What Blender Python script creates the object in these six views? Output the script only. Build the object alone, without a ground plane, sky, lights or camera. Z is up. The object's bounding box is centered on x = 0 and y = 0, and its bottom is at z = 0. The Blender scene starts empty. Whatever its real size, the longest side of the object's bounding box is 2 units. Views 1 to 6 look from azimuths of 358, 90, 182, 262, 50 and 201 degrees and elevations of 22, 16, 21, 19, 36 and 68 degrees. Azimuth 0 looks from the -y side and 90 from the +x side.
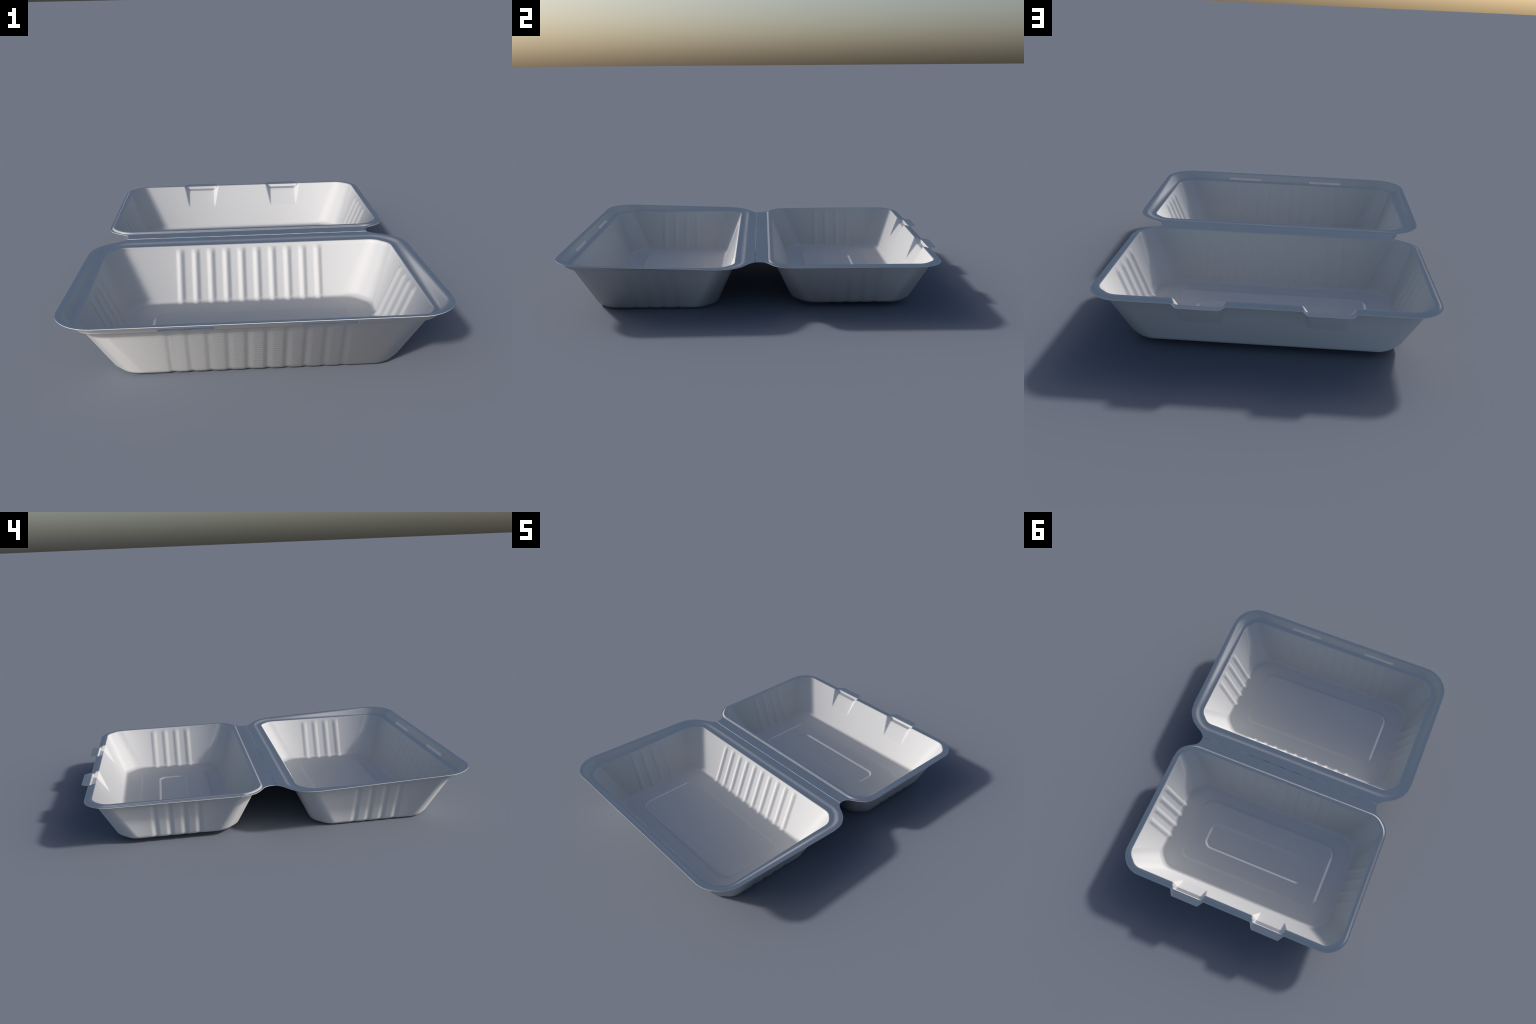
"""Open moulded-pulp clamshell take-away box: a base tray and a lid tray joined by a creased hinge."""
import bpy, math
import numpy as np

T = 0.0032            # sheet thickness
CREASE_Y = 0.0098     # line where the two halves meet
SOFT = 0.68            # wall corners are half arc, half flat
RIB_PITCH = 0.0729
DRAFT = 0.408         # wall run per unit of height


def smooth(a, b, v):
    t = np.clip((v - a) / (b - a), 0, 1)
    return t * t * (3 - 2 * t)


# ------------------------------------------------------------------ outline of one ring
def side_grid(half, step, special):
    """Positions along a straight side: even spacing plus the columns where slots begin and end."""
    n = int(round(2 * half / step))
    g = list(np.linspace(-half, half, n + 1))
    for s in special:
        k = int(np.argmin([abs(v - s) for v in g]))
        g[k] = s
    return np.array(g)


XG = side_grid(0.372, 0.0040, [-0.3600, -0.1570, 0.1570, 0.3600])
YG = side_grid(0.141, 0.0040, [])
N_END, N_CORNER = 8, 36


def straight(grid, half, reach):
    """Fixed columns in the middle of a side, a few spread columns out to where the corner arc starts."""
    lim = grid[-1]
    if reach < lim * 1.04:
        g, lim2 = grid * (reach * 0.96 / lim), reach * 0.96
    else:
        g, lim2 = grid, lim
    ends = np.linspace(lim2, reach, N_END + 1)[1:]
    return np.concatenate([-ends[::-1], g, ends])


def corner_path(r, c):
    """Corner of a side pair, from the end of one straight to the start of the next, measured back
    from the sharp corner: two 45 degree arcs joined by a flat.  c = 1 gives one plain arc of radius r."""
    rho, cut = r * c, 0.5858 * r
    t = math.tan(math.pi / 8)
    th = np.linspace(0, math.pi / 4, 24)
    ax, ay = cut + rho * t - rho * np.sin(th), rho * (1 - np.cos(th))
    path = np.concatenate([np.stack([ax, ay], 1), np.stack([ay, ax], 1)[::-1]])
    d = np.concatenate([[0], np.cumsum(np.linalg.norm(np.diff(path, axis=0), axis=1))])
    q = np.linspace(0, d[-1], N_CORNER + 2)[1:-1]
    return np.interp(q, d, path[:, 0]), np.interp(q, d, path[:, 1]), cut + rho * t


def ring(xh, y0, y1, r, c=0.97):
    """Rounded rectangle; every ring has the same number of points on each side and corner."""
    yc, yh = (y0 + y1) / 2, (y1 - y0) / 2
    u, w, reach = corner_path(r, c)
    sx, sy = straight(XG, xh, xh - reach), straight(YG, yh, yh - reach)
    parts = [
        np.stack([sx, np.full_like(sx, y0)], 1),
        np.stack([xh - u, y0 + w], 1),
        np.stack([np.full_like(sy, xh), yc + sy], 1),
        np.stack([xh - w, y1 - u], 1),
        np.stack([sx[::-1], np.full_like(sx, y1)], 1),
        np.stack([-xh + u, y1 - w], 1),
        np.stack([np.full_like(sy, -xh), yc + sy[::-1]], 1),
        np.stack([-xh + w, y0 + u], 1),
    ]
    return np.concatenate(parts)


NX, NY = len(XG) + 2 * N_END, len(YG) + 2 * N_END
SEG = np.cumsum([0, NX, N_CORNER, NY, N_CORNER, NX, N_CORNER, NY, N_CORNER])
NP = int(SEG[-1])
FRONT, RIGHT, BACK, LEFT = (np.arange(SEG[k], SEG[k + 1]) for k in (0, 2, 4, 6))


def fillet_polyline(pts, radii, arc=6, step=0.006):
    """Round every inner corner of an open polyline (offset, height) and subdivide its straights."""
    out = [np.array(pts[0], float)]
    for i in range(1, len(pts) - 1):
        p, a, b = (np.array(pts[j], float) for j in (i, i - 1, i + 1))
        u, v = (a - p) / np.linalg.norm(a - p), (b - p) / np.linalg.norm(b - p)
        ang = math.acos(np.clip(np.dot(u, v), -1, 1))
        r = radii[i]
        d = min(r / math.tan(ang / 2), 0.49 * np.linalg.norm(a - p), 0.49 * np.linalg.norm(b - p))
        r = d * math.tan(ang / 2)
        m = (u + v) / np.linalg.norm(u + v)
        cen = p + m * (r / math.sin(ang / 2))
        s0, s1 = p + u * d - cen, p + v * d - cen
        for t in np.linspace(0, 1, arc + 1):
            w = s0 * (1 - t) + s1 * t
            out.append(cen + w / np.linalg.norm(w) * r)
    out.append(np.array(pts[-1], float))
    return out


def resample(path, n):
    d = np.concatenate([[0], np.cumsum(np.linalg.norm(np.diff(path, axis=0), axis=1))])
    q = np.linspace(0, d[-1], n)
    return np.stack([np.interp(q, d, path[:, k]) for k in range(path.shape[1])], 1)


def curve_through(ctrl, per=10):
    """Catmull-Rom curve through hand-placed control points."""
    c = np.array(ctrl, float)
    c = np.vstack([2 * c[0] - c[1], c, 2 * c[-1] - c[-2]])
    t = np.linspace(0, 1, per, endpoint=False)[:, None]
    seg = [0.5 * (2 * c[i] + (c[i + 1] - c[i - 1]) * t + (2 * c[i - 1] - 5 * c[i] + 4 * c[i + 1] - c[i + 2]) * t ** 2
                  + (3 * c[i] - c[i - 1] - 3 * c[i + 1] + c[i + 2]) * t ** 3) for i in range(1, len(c) - 2)]
    return np.vstack(seg + [c[-2][None]])


def hinge_edge(corner, sign, side):
    """Outer edge on the hinge side: rim corner, concave neck, straight crease, neck, rim corner.
    Returned for the ring order of that side (corner, straight, corner)."""
    arc = curve_through(corner)
    arc = resample(arc, N_CORNER + 1)[:-1]
    neck = arc.copy()
    end = corner[-1]
    line_x = np.linspace(end[0], -end[0], NX)
    wob = 0.00035 * (np.sin(line_x * 23 + sign) + np.sin(line_x * 61 + 2 * sign) + 0.8 * np.sign(np.sin(line_x * 9 + 4 * sign)))
    line = np.stack([line_x, end[1] + wob], 1)
    other = neck[::-1] * np.array([-1, 1])
    path = np.concatenate([neck, line, other])
    return path if side == "back" else path * np.array([-1, 1])


class Shell:
    """A lofted sheet: rows of rings from the middle of the floor to the outer edge of the rim."""

    def __init__(self):
        self.rows, self.region = [], []

    def add(self, xy, z, region):
        z = np.broadcast_to(np.asarray(z, float), (NP,))
        self.rows.append(np.column_stack([xy, z]))
        self.region.append(region)

    def grid(self):
        return np.array(self.rows)


def floor_rows(sh, panels, z_floor, edge, rings_between=3):
    """Flat floor with concentric raised or sunk panels; `panels` run from the middle outwards."""
    first = panels[0]["rect"]
    z = z_floor + sum(p["rise"] for p in panels)
    yc, yh = (first[1] + first[2]) / 2, (first[2] - first[1]) / 2
    xi, yi, ri = first[0] - 0.014, yh - 0.014, first[3] - 0.014
    for f in (0.04, 0.3, 0.6, 0.85):
        sh.add(ring(xi - yi * (1 - f), yc - yi * f, yc + yi * f, ri * f), z, "floor")
    for k, p in enumerate(panels):
        xh, y0, y1, r = p["rect"]
        z_in, z_out = z, z - p["rise"]
        w = p["slope"]
        prof = fillet_polyline([(-0.014, z_in), (-w / 2, z_in), (w / 2, z_out), (0.014, z_out)], [0, .006, .006, 0], arc=4)
        for o, h in prof:
            sh.add(ring(xh + o, y0 - o, y1 + o, max(r + o, .01)), h, "floor")
        z = z_out
        nxt = panels[k + 1]["rect"] if k + 1 < len(panels) else edge
        a = np.array([xh + .014, y0 - .014, y1 + .014, r + .014])
        m = np.array([-.014, .014, -.014, -.014]) if k + 1 < len(panels) else np.zeros(4)
        b = np.array(nxt) + m
        for t in np.linspace(0, 1, rings_between + 2)[1:-1]:
            v = a * (1 - t) + b * t
            sh.add(ring(*v, 0.97 + (SOFT - 0.97) * t if k + 1 == len(panels) else 0.97), z, "floor")


def rib_bumps(u, centres, width):
    d = np.abs(u[:, None] - np.array(centres)[None, :]).min(1)
    return np.where(d < width / 2, 0.5 + 0.5 * np.cos(2 * math.pi * d / width), 0.0)


def add_ribs(G, rows, faces, z_hi):
    """Push vertical ribs inwards on the walls.  The sheet is a little thicker in the ribs, so the
    grooves outside are shallower.  Returns the grids for the inside and for the outside."""
    H = G.copy()
    for idx, axis, inward, centres, width, deep, shallow in faces:
        for i in rows:
            fade = inward * rib_bumps(G[i, idx, axis], centres, width) * (1 - smooth(z_hi - .026, z_hi, G[i, idx, 2]))
            G[i, idx, 1 - axis] += deep * fade
            H[i, idx, 1 - axis] += shallow * fade
    return G, H


# ------------------------------------------------------------------ mesh from shell
def vertex_normals(P, wrap=True):
    """Smooth normals of a ring grid (rows x ring points)."""
    R = P.shape[0]
    dn = np.zeros_like(P)
    a = P
    b = np.roll(P, -1, axis=1)
    n = np.zeros_like(P)
    d1 = b[1:] - a[:-1]
    d2 = a[1:] - b[:-1]
    fn = np.cross(d2, d1)
    n[:-1] += fn
    n[1:] += fn
    n[:-1] += np.roll(fn, 1, axis=1)
    n[1:] += np.roll(fn, 1, axis=1)
    L = np.linalg.norm(n, axis=2, keepdims=True)
    n = n / np.maximum(L, 1e-12)
    up = np.sign(n[0, :, 2].mean())
    return n * up


def build_parts(G, H, region_of, holes, name_of, mat, parent_spec):
    """Turn the sheet into a closed thin solid, then split its faces by region into objects
    that share border vertices positions and the whole sheet's vertex normals."""
    R = G.shape[0]
    N = vertex_normals(G)
    inner = G
    M = vertex_normals(H)
    thick = np.interp(np.arange(R), [0, R - 6, R - 1], [T, T, T * 0.6])
    outer = H - M * thick[:, None, None]
    outer[:, :, 2] = np.maximum(outer[:, :, 2], G[:, :, 2].min() - T)
    V = np.concatenate([inner.reshape(-1, 3), outer.reshape(-1, 3)])
    VN = np.concatenate([N.reshape(-1, 3), -M.reshape(-1, 3)])
    off = R * NP
    faces, labels, flat = [], [], []

    def vid(i, j, side):
        return side * off + i * NP + (j % NP)

    hole = np.zeros((R - 1, NP), bool)
    for i0, i1, j0, j1 in holes:
        hole[i0:i1, j0:j1] = True
    for i in range(R - 1):
        for j in range(NP):
            if hole[i, j]:
                continue
            lab = region_of(i, j)
            faces.append((vid(i, j, 0), vid(i, j + 1, 0), vid(i + 1, j + 1, 0), vid(i + 1, j, 0)))
            faces.append((vid(i, j, 1), vid(i + 1, j, 1), vid(i + 1, j + 1, 1), vid(i, j + 1, 1)))
            labels += [lab, lab]
            flat += [False, False]
            for (di, dj, p, q) in ((-1, 0, (i, j), (i, j + 1)), (1, 0, (i + 1, j + 1), (i + 1, j)), (0, -1, (i + 1, j), (i, j)), (0, 1, (i, j + 1), (i + 1, j + 1))):
                ii, jj = i + di, (j + dj) % NP
                edge = ii == R - 1
                if ii < 0:
                    continue
                if edge or hole[ii, jj]:
                    faces.append((vid(*q, 0), vid(*p, 0), vid(*p, 1), vid(*q, 1)))
                    labels.append(lab)
                    flat.append(True)
    faces.append(tuple(vid(0, j, 0) for j in range(NP))[::-1])
    faces.append(tuple(vid(0, j, 1) for j in range(NP)))
    labels += [region_of(0, 0)] * 2
    flat += [False, False]
    # make the upper side wind counter-clockwise seen from above
    f = faces[0]
    nz = np.cross(V[f[1]] - V[f[0]], V[f[2]] - V[f[0]])[2]
    if nz < 0:
        faces = [g[::-1] for g in faces]
    f = faces[-2]
    if np.cross(V[f[NP // 4]] - V[f[0]], V[f[NP // 2]] - V[f[0]])[2] < 0:
        faces[-2], faces[-1] = faces[-2][::-1], faces[-1][::-1]

    made = {}
    for lab in sorted(set(labels)):
        sel = [k for k, l in enumerate(labels) if l == lab]
        used = sorted({v for k in sel for v in faces[k]})
        remap = {v: n for n, v in enumerate(used)}
        me = bpy.data.meshes.new(name_of[lab])
        me.from_pydata(V[used].tolist(), [], [tuple(remap[v] for v in faces[k]) for k in sel])
        me.update()
        me.polygons.foreach_set("use_smooth", [True] * len(sel))
        # cut edges are flat, everything else takes the normals of the whole sheet
        nor = []
        for p, k in zip(me.polygons, sel):
            if flat[k]:
                nor += [tuple(p.normal)] * len(p.vertices)
            else:
                nor += [tuple(VN[used[v]]) for v in p.vertices]
        me.normals_split_custom_set(nor)
        me.materials.append(mat)
        ob = bpy.data.objects.new(name_of[lab], me)
        bpy.context.scene.collection.objects.link(ob)
        made[lab] = ob
    root = made[parent_spec]
    for lab, ob in made.items():
        if lab != parent_spec:
            ob.parent = root
    return root


# ------------------------------------------------------------------ material
SWING = 0.62  # turn of the normal's lean, shading each wall from dim to bright
TILT = 0.68           # constant lean of the shading normal, so level faces render without sun


def pulp_material():
    """Matt white pulp.  The wire-mesh grain is a fine weave laid on in plan (x, y); it ripples
    the normal.  A constant lean of that normal bakes the sun off flats and dark corners."""
    m = bpy.data.materials.new("moulded_pulp")
    m.use_nodes = True
    nt = m.node_tree
    bsdf = nt.nodes["Principled BSDF"]

    def node(kind, op=None, **kw):
        n = nt.nodes.new(kind)
        if op:
            n.operation = op
        for k, v in kw.items():
            setattr(n, k, v)
        return n

    def put(sock, v):
        if isinstance(v, bpy.types.NodeSocket):
            nt.links.new(v, sock)
        else:
            sock.default_value = v

    def M(op, a, b=0.0, c=None):
        n = node("ShaderNodeMath", op)
        put(n.inputs[0], a)
        put(n.inputs[1], b)
        if c is not None:
            put(n.inputs[2], c)
        return n.outputs[0]

    def V(op, a, b=None, scale=None):
        n = node("ShaderNodeVectorMath", op)
        put(n.inputs[0], a)
        if b is not None:
            put(n.inputs[1], b)
        if scale is not None:
            put(n.inputs["Scale"], scale)
        return n.outputs["Value"] if op == "DOT_PRODUCT" else n.outputs["Vector"]

    def combine(x, y, z):
        n = node("ShaderNodeCombineXYZ")
        for s, v in zip(n.inputs, (x, y, z)):
            put(s, v)
        return n.outputs[0]

    nrm = node("ShaderNodeNewGeometry").outputs["Normal"]
    sep = node("ShaderNodeSeparateXYZ")
    nt.links.new(nrm, sep.inputs[0])
    nx, ny, nz = sep.outputs
    co = node("ShaderNodeTexCoord").outputs["Object"]
    sc = node("ShaderNodeSeparateXYZ")
    nt.links.new(co, sc.inputs[0])
    px, py, pz = sc.outputs

    # tangents along which the normal is leaned out of the sun: warp runs along x, weft across it
    # (most fully outside, the lean follows the plain wall, muting rib light and dark)
    cy = M("SUBTRACT", py, M("MULTIPLY_ADD", M("GREATER_THAN", py, CREASE_Y), 1.026, -0.511))
    grow = M("MULTIPLY", pz, 0.51)
    qx = M("MAXIMUM", M("SUBTRACT", M("ABSOLUTE", px), M("ADD", grow, 0.433)), 0.0)
    qy = M("MAXIMUM", M("SUBTRACT", M("ABSOLUTE", cy), M("ADD", grow, 0.183)), 0.0)
    out = V("NORMALIZE", combine(M("MULTIPLY", qx, M("SIGN", px)), M("MULTIPLY", qy, M("SIGN", cy)), 0.0))
    side = M("MULTIPLY_ADD", M("LESS_THAN", nz, 0.0), 2.0, -1.0)          # +1 outside, -1 inside
    plain = V("SCALE", V("ADD", V("SCALE", out, scale=0.926), (0.0, 0.0, -0.378)), scale=side)
    flat = M("SQRT", M("ADD", M("ADD", M("MULTIPLY", nx, nx), M("MULTIPLY", ny, ny)), 1e-6))
    upright = node("ShaderNodeMapRange", interpolation_type="SMOOTHSTEP")
    put(upright.inputs["Value"], flat)
    upright.inputs["From Min"].default_value, upright.inputs["From Max"].default_value = 0.45, 0.8
    outside = M("MULTIPLY", M("MULTIPLY_ADD", M("LESS_THAN", nz, 0.0), 0.4, 0.6), upright.outputs[0])
    cut = node("ShaderNodeMapRange", interpolation_type="SMOOTHSTEP")
    put(cut.inputs["Value"], M("MINIMUM", qx, qy))
    cut.inputs["From Min"].default_value, cut.inputs["From Max"].default_value = 0.0, 0.03
    outside = M("MULTIPLY", outside, M("SUBTRACT", 1.0, cut.outputs[0]))
    base = V("NORMALIZE", V("ADD", V("SCALE", nrm, scale=M("SUBTRACT", 1.0, outside)), V("SCALE", plain, scale=outside)))
    sb = node("ShaderNodeSeparateXYZ")
    nt.links.new(base, sb.inputs[0])
    lean_x = V("NORMALIZE", combine(sb.outputs[2], 0.0, M("MULTIPLY", sb.outputs[0], -1.0)))
    lean_y = V("CROSS_PRODUCT", base, lean_x)
    # turn the lean towards wall ends: a light gradient baked into the normals
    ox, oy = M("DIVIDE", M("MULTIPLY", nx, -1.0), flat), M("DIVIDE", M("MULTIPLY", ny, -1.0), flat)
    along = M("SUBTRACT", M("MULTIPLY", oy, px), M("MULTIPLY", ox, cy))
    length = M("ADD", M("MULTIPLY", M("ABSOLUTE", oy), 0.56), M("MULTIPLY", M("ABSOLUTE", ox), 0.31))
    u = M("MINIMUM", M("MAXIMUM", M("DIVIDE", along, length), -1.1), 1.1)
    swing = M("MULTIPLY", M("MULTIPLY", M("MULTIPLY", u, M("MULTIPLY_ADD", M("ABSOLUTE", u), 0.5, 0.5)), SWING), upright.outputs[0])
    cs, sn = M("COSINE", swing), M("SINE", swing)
    lean_x2 = V("ADD", V("SCALE", lean_x, scale=cs), V("SCALE", lean_y, scale=sn))
    lean_y2 = V("SUBTRACT", V("SCALE", lean_y, scale=cs), V("SCALE", lean_x, scale=sn))

    # ripple of the weave
    noise = node("ShaderNodeTexNoise")
    noise.inputs["Scale"].default_value = 90.0
    noise.inputs["Detail"].default_value = 2.0
    nt.links.new(co, noise.inputs["Vector"])
    amp = M("MULTIPLY_ADD", noise.outputs["Fac"], 1.4, 0.1)
    so = node("ShaderNodeSeparateXYZ")
    nt.links.new(out, so.inputs[0])
    v = M("SUBTRACT", py, M("MULTIPLY", M("MULTIPLY", M("MULTIPLY", so.outputs[1], upright.outputs[0]), 0.15), M("MULTIPLY", px, px)))
    row = M("SINE", M("MULTIPLY", v, 2 * math.pi / 0.0042))
    col = M("SINE", M("MULTIPLY", px, 2 * math.pi / 0.0042))
    loud = M("MULTIPLY", amp, M("SUBTRACT", 1.0, M("MULTIPLY", M("LESS_THAN", nz, 0.0), 0.62)))
    ky = M("MULTIPLY_ADD", M("MULTIPLY", row, loud), 0.17, TILT)
    kx = M("MULTIPLY_ADD", M("MULTIPLY", col, loud), 0.03, TILT)
    # no lean or ripple on the cut edges of the sheet
    sheet = node("ShaderNodeMapRange", interpolation_type="SMOOTHSTEP")
    put(sheet.inputs["Value"], M("ABSOLUTE", nz))
    sheet.inputs["From Min"].default_value, sheet.inputs["From Max"].default_value = 0.04, 0.16
    n = V("ADD", nrm, V("SCALE", V("ADD", V("SCALE", lean_x2, scale=kx), V("SCALE", lean_y2, scale=ky)), scale=sheet.outputs[0]))
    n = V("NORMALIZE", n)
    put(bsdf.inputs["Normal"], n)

    bsdf.inputs["Base Color"].default_value = (0.69, 0.70, 0.712, 1)
    bsdf.inputs["Roughness"].default_value = 0.8
    bsdf.inputs["Specular IOR Level"].default_value = 0.2
    return m


# ------------------------------------------------------------------ base tray (front, towards -y)
def base_tray(mat):
    X, Y0, Y1, ZL = 0.666, -0.927, -0.095, 0.250
    zf = T
    run = DRAFT * (ZL - zf)
    edge = (X - run - .070, Y0 + run + .070, Y1 - run - .070, 0.060)
    sh = Shell()
    floor_rows(sh, [dict(rect=(0.4415, -0.706, -0.318, 0.055), rise=0.007, slope=0.014)], zf, edge)
    # wall section: offset from the floor corner line, height
    sec = fillet_polyline([(-.070, zf), (0, zf), (run, ZL)], [0, .030, 0], arc=10)
    wall = [tuple(p) for p in sec[:-1]]
    last = np.array(wall[-1])
    for t in np.linspace(0, 1, 34)[1:-1]:
        wall.append(tuple(last * (1 - t) + np.array([run, ZL]) * t))
    for o, h in wall:
        k = np.clip((h - zf) / (ZL - zf), 0, 1)
        sh.add(ring(X - run + o, Y0 + run - o, Y1 - run + o, 0.130 + min(o, 0) + (0.105 - 0.130) * k, SOFT), h, "wall")
    n_wall = len(sh.rows)
    # rim: ledge, step, tilted flange.  Heights rise towards the front; widths differ per side.
    OX, OY0, OYB, OR = 0.742, -0.9985, -0.024, 0.165

    def zflange(y):
        return 0.2583 - 0.0346 * np.minimum(y, 0)
    A = ring(X, Y0, Y1, 0.105, SOFT)
    B = ring(0.691, -0.9535, -0.062, 0.128, 0.75)
    C = ring(0.7155, -0.976, -0.042, 0.145)
    D = ring(OX, OY0, OYB, OR)
    necks = hinge_edge([(0.742, -0.187), (0.7294, -0.123), (0.6935, -0.0705), (0.6595, -0.044), (0.629, -0.0262), (0.604, -0.0078), (0.5905, CREASE_Y - .0012)], 1, "back")
    D[SEG[3]:SEG[6]] = necks
    pre = ring(X - DRAFT * .012, Y0 + DRAFT * .012, Y1 - DRAFT * .012, 0.106, SOFT)
    def zledge(y):
        return ZL + 0.004 * smooth(-0.93, -0.09, y)
    key = [np.column_stack([pre, np.full(NP, ZL - .012)]), np.column_stack([A, zledge(A[:, 1])]), np.column_stack([B, zledge(B[:, 1])]),
           np.column_stack([C, zflange(C[:, 1])]), np.column_stack([D, zflange(D[:, 1])])]
    rad = [0, .005, .011, .011, 0]
    sections = []
    for j in range(NP):
        sections.append(key_section([k[j] for k in key], rad))
    n_rim = len(sections[0])
    S = np.array(sections).transpose(1, 0, 2)
    # drop wall rows above the rim's own start
    while sh.rows[-1][0, 2] > ZL - .0125:
        sh.rows.pop(); sh.region.pop()
    for i in range(n_rim):
        sh.rows.append(S[i]); sh.region.append("rim" if i >= 4 else "wall")
    G = sh.grid()
    xc = (np.arange(10) - 4.5) * RIB_PITCH
    yc = -0.511 + (np.arange(4) - 1.5) * 0.0734
    wall_rows = [i for i, r in enumerate(sh.region) if r == "wall"]
    G, H = add_ribs(G, wall_rows, [(FRONT, 0, 1, xc, .044, .0055, .0050), (BACK, 0, -1, xc, .046, .0076, .0055),
                                   (RIGHT, 1, -1, yc, .050, .0112, .0050), (LEFT, 1, 1, yc, .046, .0042, .0046)], 0.246)
    # two slots cut through the front step
    rim0 = len(sh.region) - n_rim
    step_z = G[rim0 + 9:rim0 + 27, FRONT[NX // 2], 2]
    i0, i1 = (rim0 + 9 + int(np.argmin(abs(step_z - h))) for h in (0.2565, 0.2705))
    xs = G[i0, FRONT, 0]
    holes = []
    for a, b in ((-0.36, -0.157), (0.157, 0.36)):
        ja, jb = int(np.argmin(abs(xs - a))), int(np.argmin(abs(xs - b)))
        holes.append((i0, i1, FRONT[0] + ja, FRONT[0] + jb))
    reg = sh.region

    def region_of(i, j):
        r = reg[i]
        if r == "rim" and SEG[3] + 6 <= j < SEG[6] - 6 and i >= rim0 + HINGE_ROW:
            return "hinge"
        return r
    names = dict(floor="floor", wall="base_tray", rim="rim", hinge="hinge_flap")
    return build_parts(G, H, region_of, holes, names, mat, "wall")


HINGE_ROW = 0


def key_section(pts, rad):
    """Rounded section through five rim stations in 3D, with fixed row counts."""
    p = [np.array(q, float) for q in pts]
    out = [p[0]]
    marks = []
    for i in range(1, len(p) - 1):
        a, c, b = p[i - 1], p[i], p[i + 1]
        la, lb = np.linalg.norm(a - c), np.linalg.norm(b - c)
        d = min(rad[i], .45 * la, .45 * lb)
        s, e = c + (a - c) / la * d, c + (b - c) / lb * d
        # straight run before this corner
        prev = out[-1]
        n = 4 if i != 3 else 6
        for t in np.linspace(0, 1, n)[1:-1]:
            out.append(prev * (1 - t) + s * t)
        marks.append(len(out))
        for t in np.linspace(0, 1, 6):
            out.append(s * (1 - t) ** 2 + 2 * c * t * (1 - t) + e * t * t)
    prev = out[-1]
    for t in np.linspace(0, 1, 6)[1:]:
        out.append(prev * (1 - t) + p[-1] * t)
    global HINGE_ROW
    HINGE_ROW = marks[2] + 5
    return np.array(out)


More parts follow.
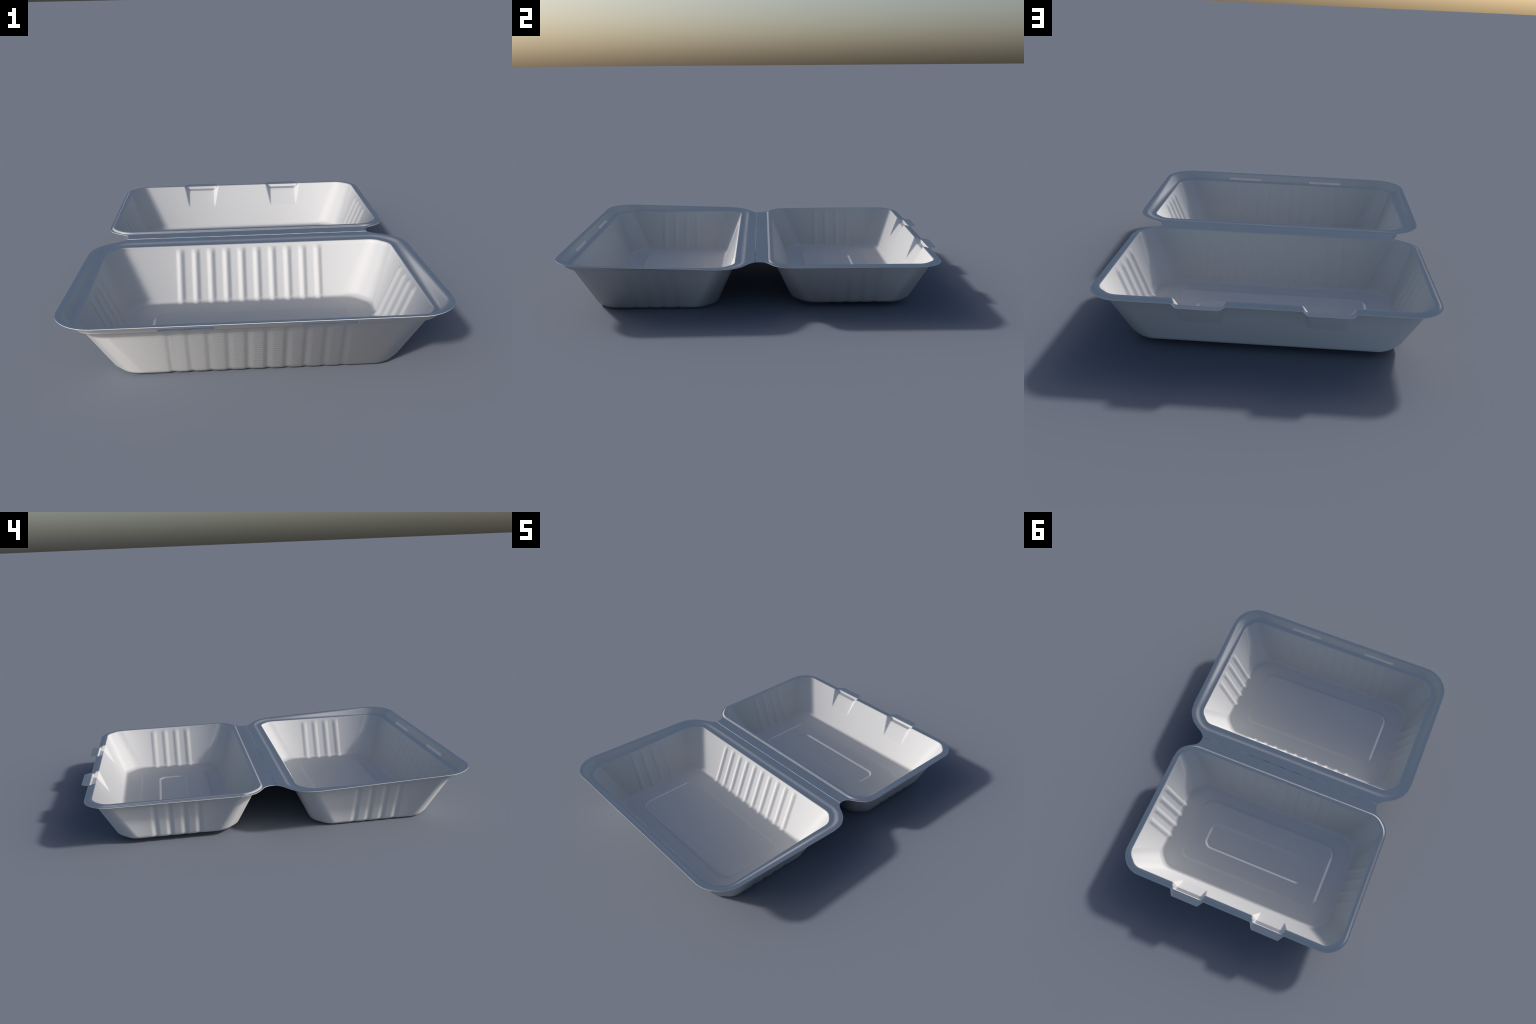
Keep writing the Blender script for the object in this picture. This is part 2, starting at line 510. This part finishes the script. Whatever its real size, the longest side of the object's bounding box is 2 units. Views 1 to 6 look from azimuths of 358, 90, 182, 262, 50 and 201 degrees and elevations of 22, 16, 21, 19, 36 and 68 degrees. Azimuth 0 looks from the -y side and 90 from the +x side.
# ------------------------------------------------------------------ lid tray (rear, towards +y)
def lid_tray(mat):
    X, Y0, Y1, ZR = 0.666, 0.108, 0.922, 0.2665
    zf = 0.023 + T
    run = DRAFT * (ZR - zf)
    edge = (X - run - .070, Y0 + run + .070, Y1 - run - .070, 0.060)
    sh = Shell()
    floor_rows(sh, [dict(rect=(0.330, 0.444, 0.604, 0.045), rise=-0.006, slope=0.013), dict(rect=(0.443, 0.316, 0.717, 0.055), rise=0.007, slope=0.014)], zf, edge)
    sec = fillet_polyline([(-.070, zf), (0, zf), (run, ZR)], [0, .030, 0], arc=10)
    wall = [tuple(p) for p in sec[:-1]]
    last = np.array(wall[-1])
    top = np.array([run - DRAFT * .010, ZR - .010])
    for t in np.linspace(0, 1, 40)[1:]:
        wall.append(tuple(last * (1 - t) + top * t))
    for o, h in wall:
        k = np.clip((h - zf) / (ZR - zf), 0, 1)
        sh.add(ring(X - run + o, Y0 + run - o, Y1 - run + o, 0.130 + min(o, 0) + (0.107 - 0.130) * k, SOFT), h, "wall")
    first_rim = len(sh.rows)
    A = ring(X, Y0, Y1, 0.107, SOFT)
    B = ring(0.6845, 0.0885, 0.9385, 0.120, 0.75)
    C = ring(0.6930, 0.0800, 0.9545, 0.126)
    D = ring(0.701, 0.0715, 0.9625, 0.133)
    D[SEG[7]:] = 0
    necks = hinge_edge([(0.701, 0.206), (0.6965, 0.165), (0.683, 0.131), (0.651, 0.1003), (0.612, 0.0757), (0.594, 0.0545), (0.5885, 0.030), (0.5905, CREASE_Y + .0012)], 2, "front")
    # ring order of the front side: corner(-x,-y) is last, then the straight, then corner(+x,-y)
    nk = necks
    D[SEG[7]:SEG[8]] = nk[:N_CORNER]
    D[SEG[0]:SEG[1]] = nk[N_CORNER:N_CORNER + NX]
    D[SEG[1]:SEG[2]] = nk[N_CORNER + NX:]
    ZH = 0.2589
    P0 = ring(X - DRAFT * .009, Y0 + DRAFT * .009, Y1 - DRAFT * .009, 0.108, SOFT)
    key = [np.column_stack([P0, np.full(NP, ZR - .009)])] + [np.column_stack([q, np.full(NP, h)]) for q, h in ((A, ZR), (B, ZR), (C, ZH), (D, ZH))]
    S = np.array([key_section([k[j] for k in key], [0, .005, .003, .003, 0]) for j in range(NP)]).transpose(1, 0, 2)
    n_rim = S.shape[0]
    m1, m2, m3 = 3, 3 + 8, 3 + 8 + 10
    for i in range(n_rim):
        sh.rows.append(S[i]); sh.region.append("rim" if i >= 4 else "wall")
    G = sh.grid()
    xc = (np.arange(10) - 4.5) * RIB_PITCH
    yc = 0.5185 + (np.arange(4) - 1.5) * 0.0734
    wall_rows = [i for i, r in enumerate(sh.region) if r == "wall"]
    G, H = add_ribs(G, wall_rows, [(FRONT, 0, 1, xc, .044, .0050, .0050), (RIGHT, 1, -1, yc, .050, .0112, .0050),
                                   (LEFT, 1, 1, yc, .046, .0042, .0046)], 0.262)

    # latch pockets and tabs on the back side: blend the plain section towards a tab section
    z_low, z_pan = 0.145, 0.2345
    y_low = Y1 - DRAFT * (ZR - z_low)
    tab_key = [np.array([0, y, z]) for y, z in ((0.934 - .0095, z_pan - .0115), (0.934, z_pan), (0.954, 0.2415), (0.9575, 0.2555), (0.9990, ZH))]
    # the tab lies flat at hinge height: insert the flat start as a short bend
    tab_sec = key_section(tab_key[:4] + [np.array([0, 0.9990, ZH])], [0, .0015, .0015, .0025, 0])
    tab_sec[-5:, 2] = np.linspace(tab_sec[-6, 2], ZH, 6)[1:]
    rows = len(G)
    W = np.zeros((rows, NX))
    for i in range(rows):
        if sh.region[i] == "floor":
            continue
        base = G[i, BACK].copy()
        z = base[:, 2].mean()
        if i < first_rim:
            if z <= z_low:
                continue
            f = (z - z_low) / (ZR - .009 - z_low)
            ty = y_low + f * (tab_sec[0, 1] - y_low)
            tz = z_low + f * (tab_sec[0, 2] - z_low)
            h_in = 0.0775 + (0.0745 - .0775) * f
            h_out = 0.0775 + (0.1035 - 0.0775) * f
        else:
            k = i - first_rim
            ty, tz = tab_sec[k, 1], tab_sec[k, 2]
            g = k / (n_rim - 1)
            h_in = np.interp(k, [0, 8, 18, 27, n_rim - 1], [0.0745, 0.0745, 0.079, 0.0835, 0.080])
            h_out = np.interp(k, [0, 4, 18, 27, n_rim - 1], [0.1035, 0.1045, 0.1055, 0.107, 0.107])
        for s in (-1, 1):
            d = np.abs(base[:, 0] - s * 0.2515)
            w = np.clip((h_out - d) / (h_out - h_in), 0, 1)
            soft = 0.2 if i < first_rim + 27 else 0.7
            w = (1 - soft) * w + soft * smooth(0, 1, w)
            for g in (G, H):
                g[i, BACK, 1] += w * (ty - base[:, 1])
                g[i, BACK, 2] += w * (tz - base[:, 2])
            W[i] = np.maximum(W[i], w)
    reg = sh.region
    tab_row = first_rim + HINGE_ROW - 6
    bx = G[0, BACK, 0]
    xs = G[first_rim, BACK, 0]

    def region_of(i, j):
        r = reg[i]
        if r == "rim":
            if i >= first_rim + HINGE_ROW and (j >= SEG[7] + 6 or j < SEG[2] - 6):
                return "hinge"
            if i >= tab_row and SEG[4] <= j < SEG[5]:
                x = xs[j - SEG[4]]
                if abs(x - 0.2515) < 0.110:
                    return "tab"
                if abs(x + 0.2515) < 0.110:
                    return "tab2"
        return r
    names = dict(floor="floor", wall="lid_tray", rim="rim", hinge="hinge_flap", tab="locking_tab", tab2="locking_tab")
    return build_parts(G, H, region_of, [], names, mat, "wall")


def main():
    mat = pulp_material()
    box = bpy.data.objects.new("takeaway_box", None)
    bpy.context.scene.collection.objects.link(box)
    box["label"] = "open white moulded pulp clamshell take-away food box"
    box["category"] = "food container"
    for t in (base_tray(mat), lid_tray(mat)):
        t.parent = box


main()
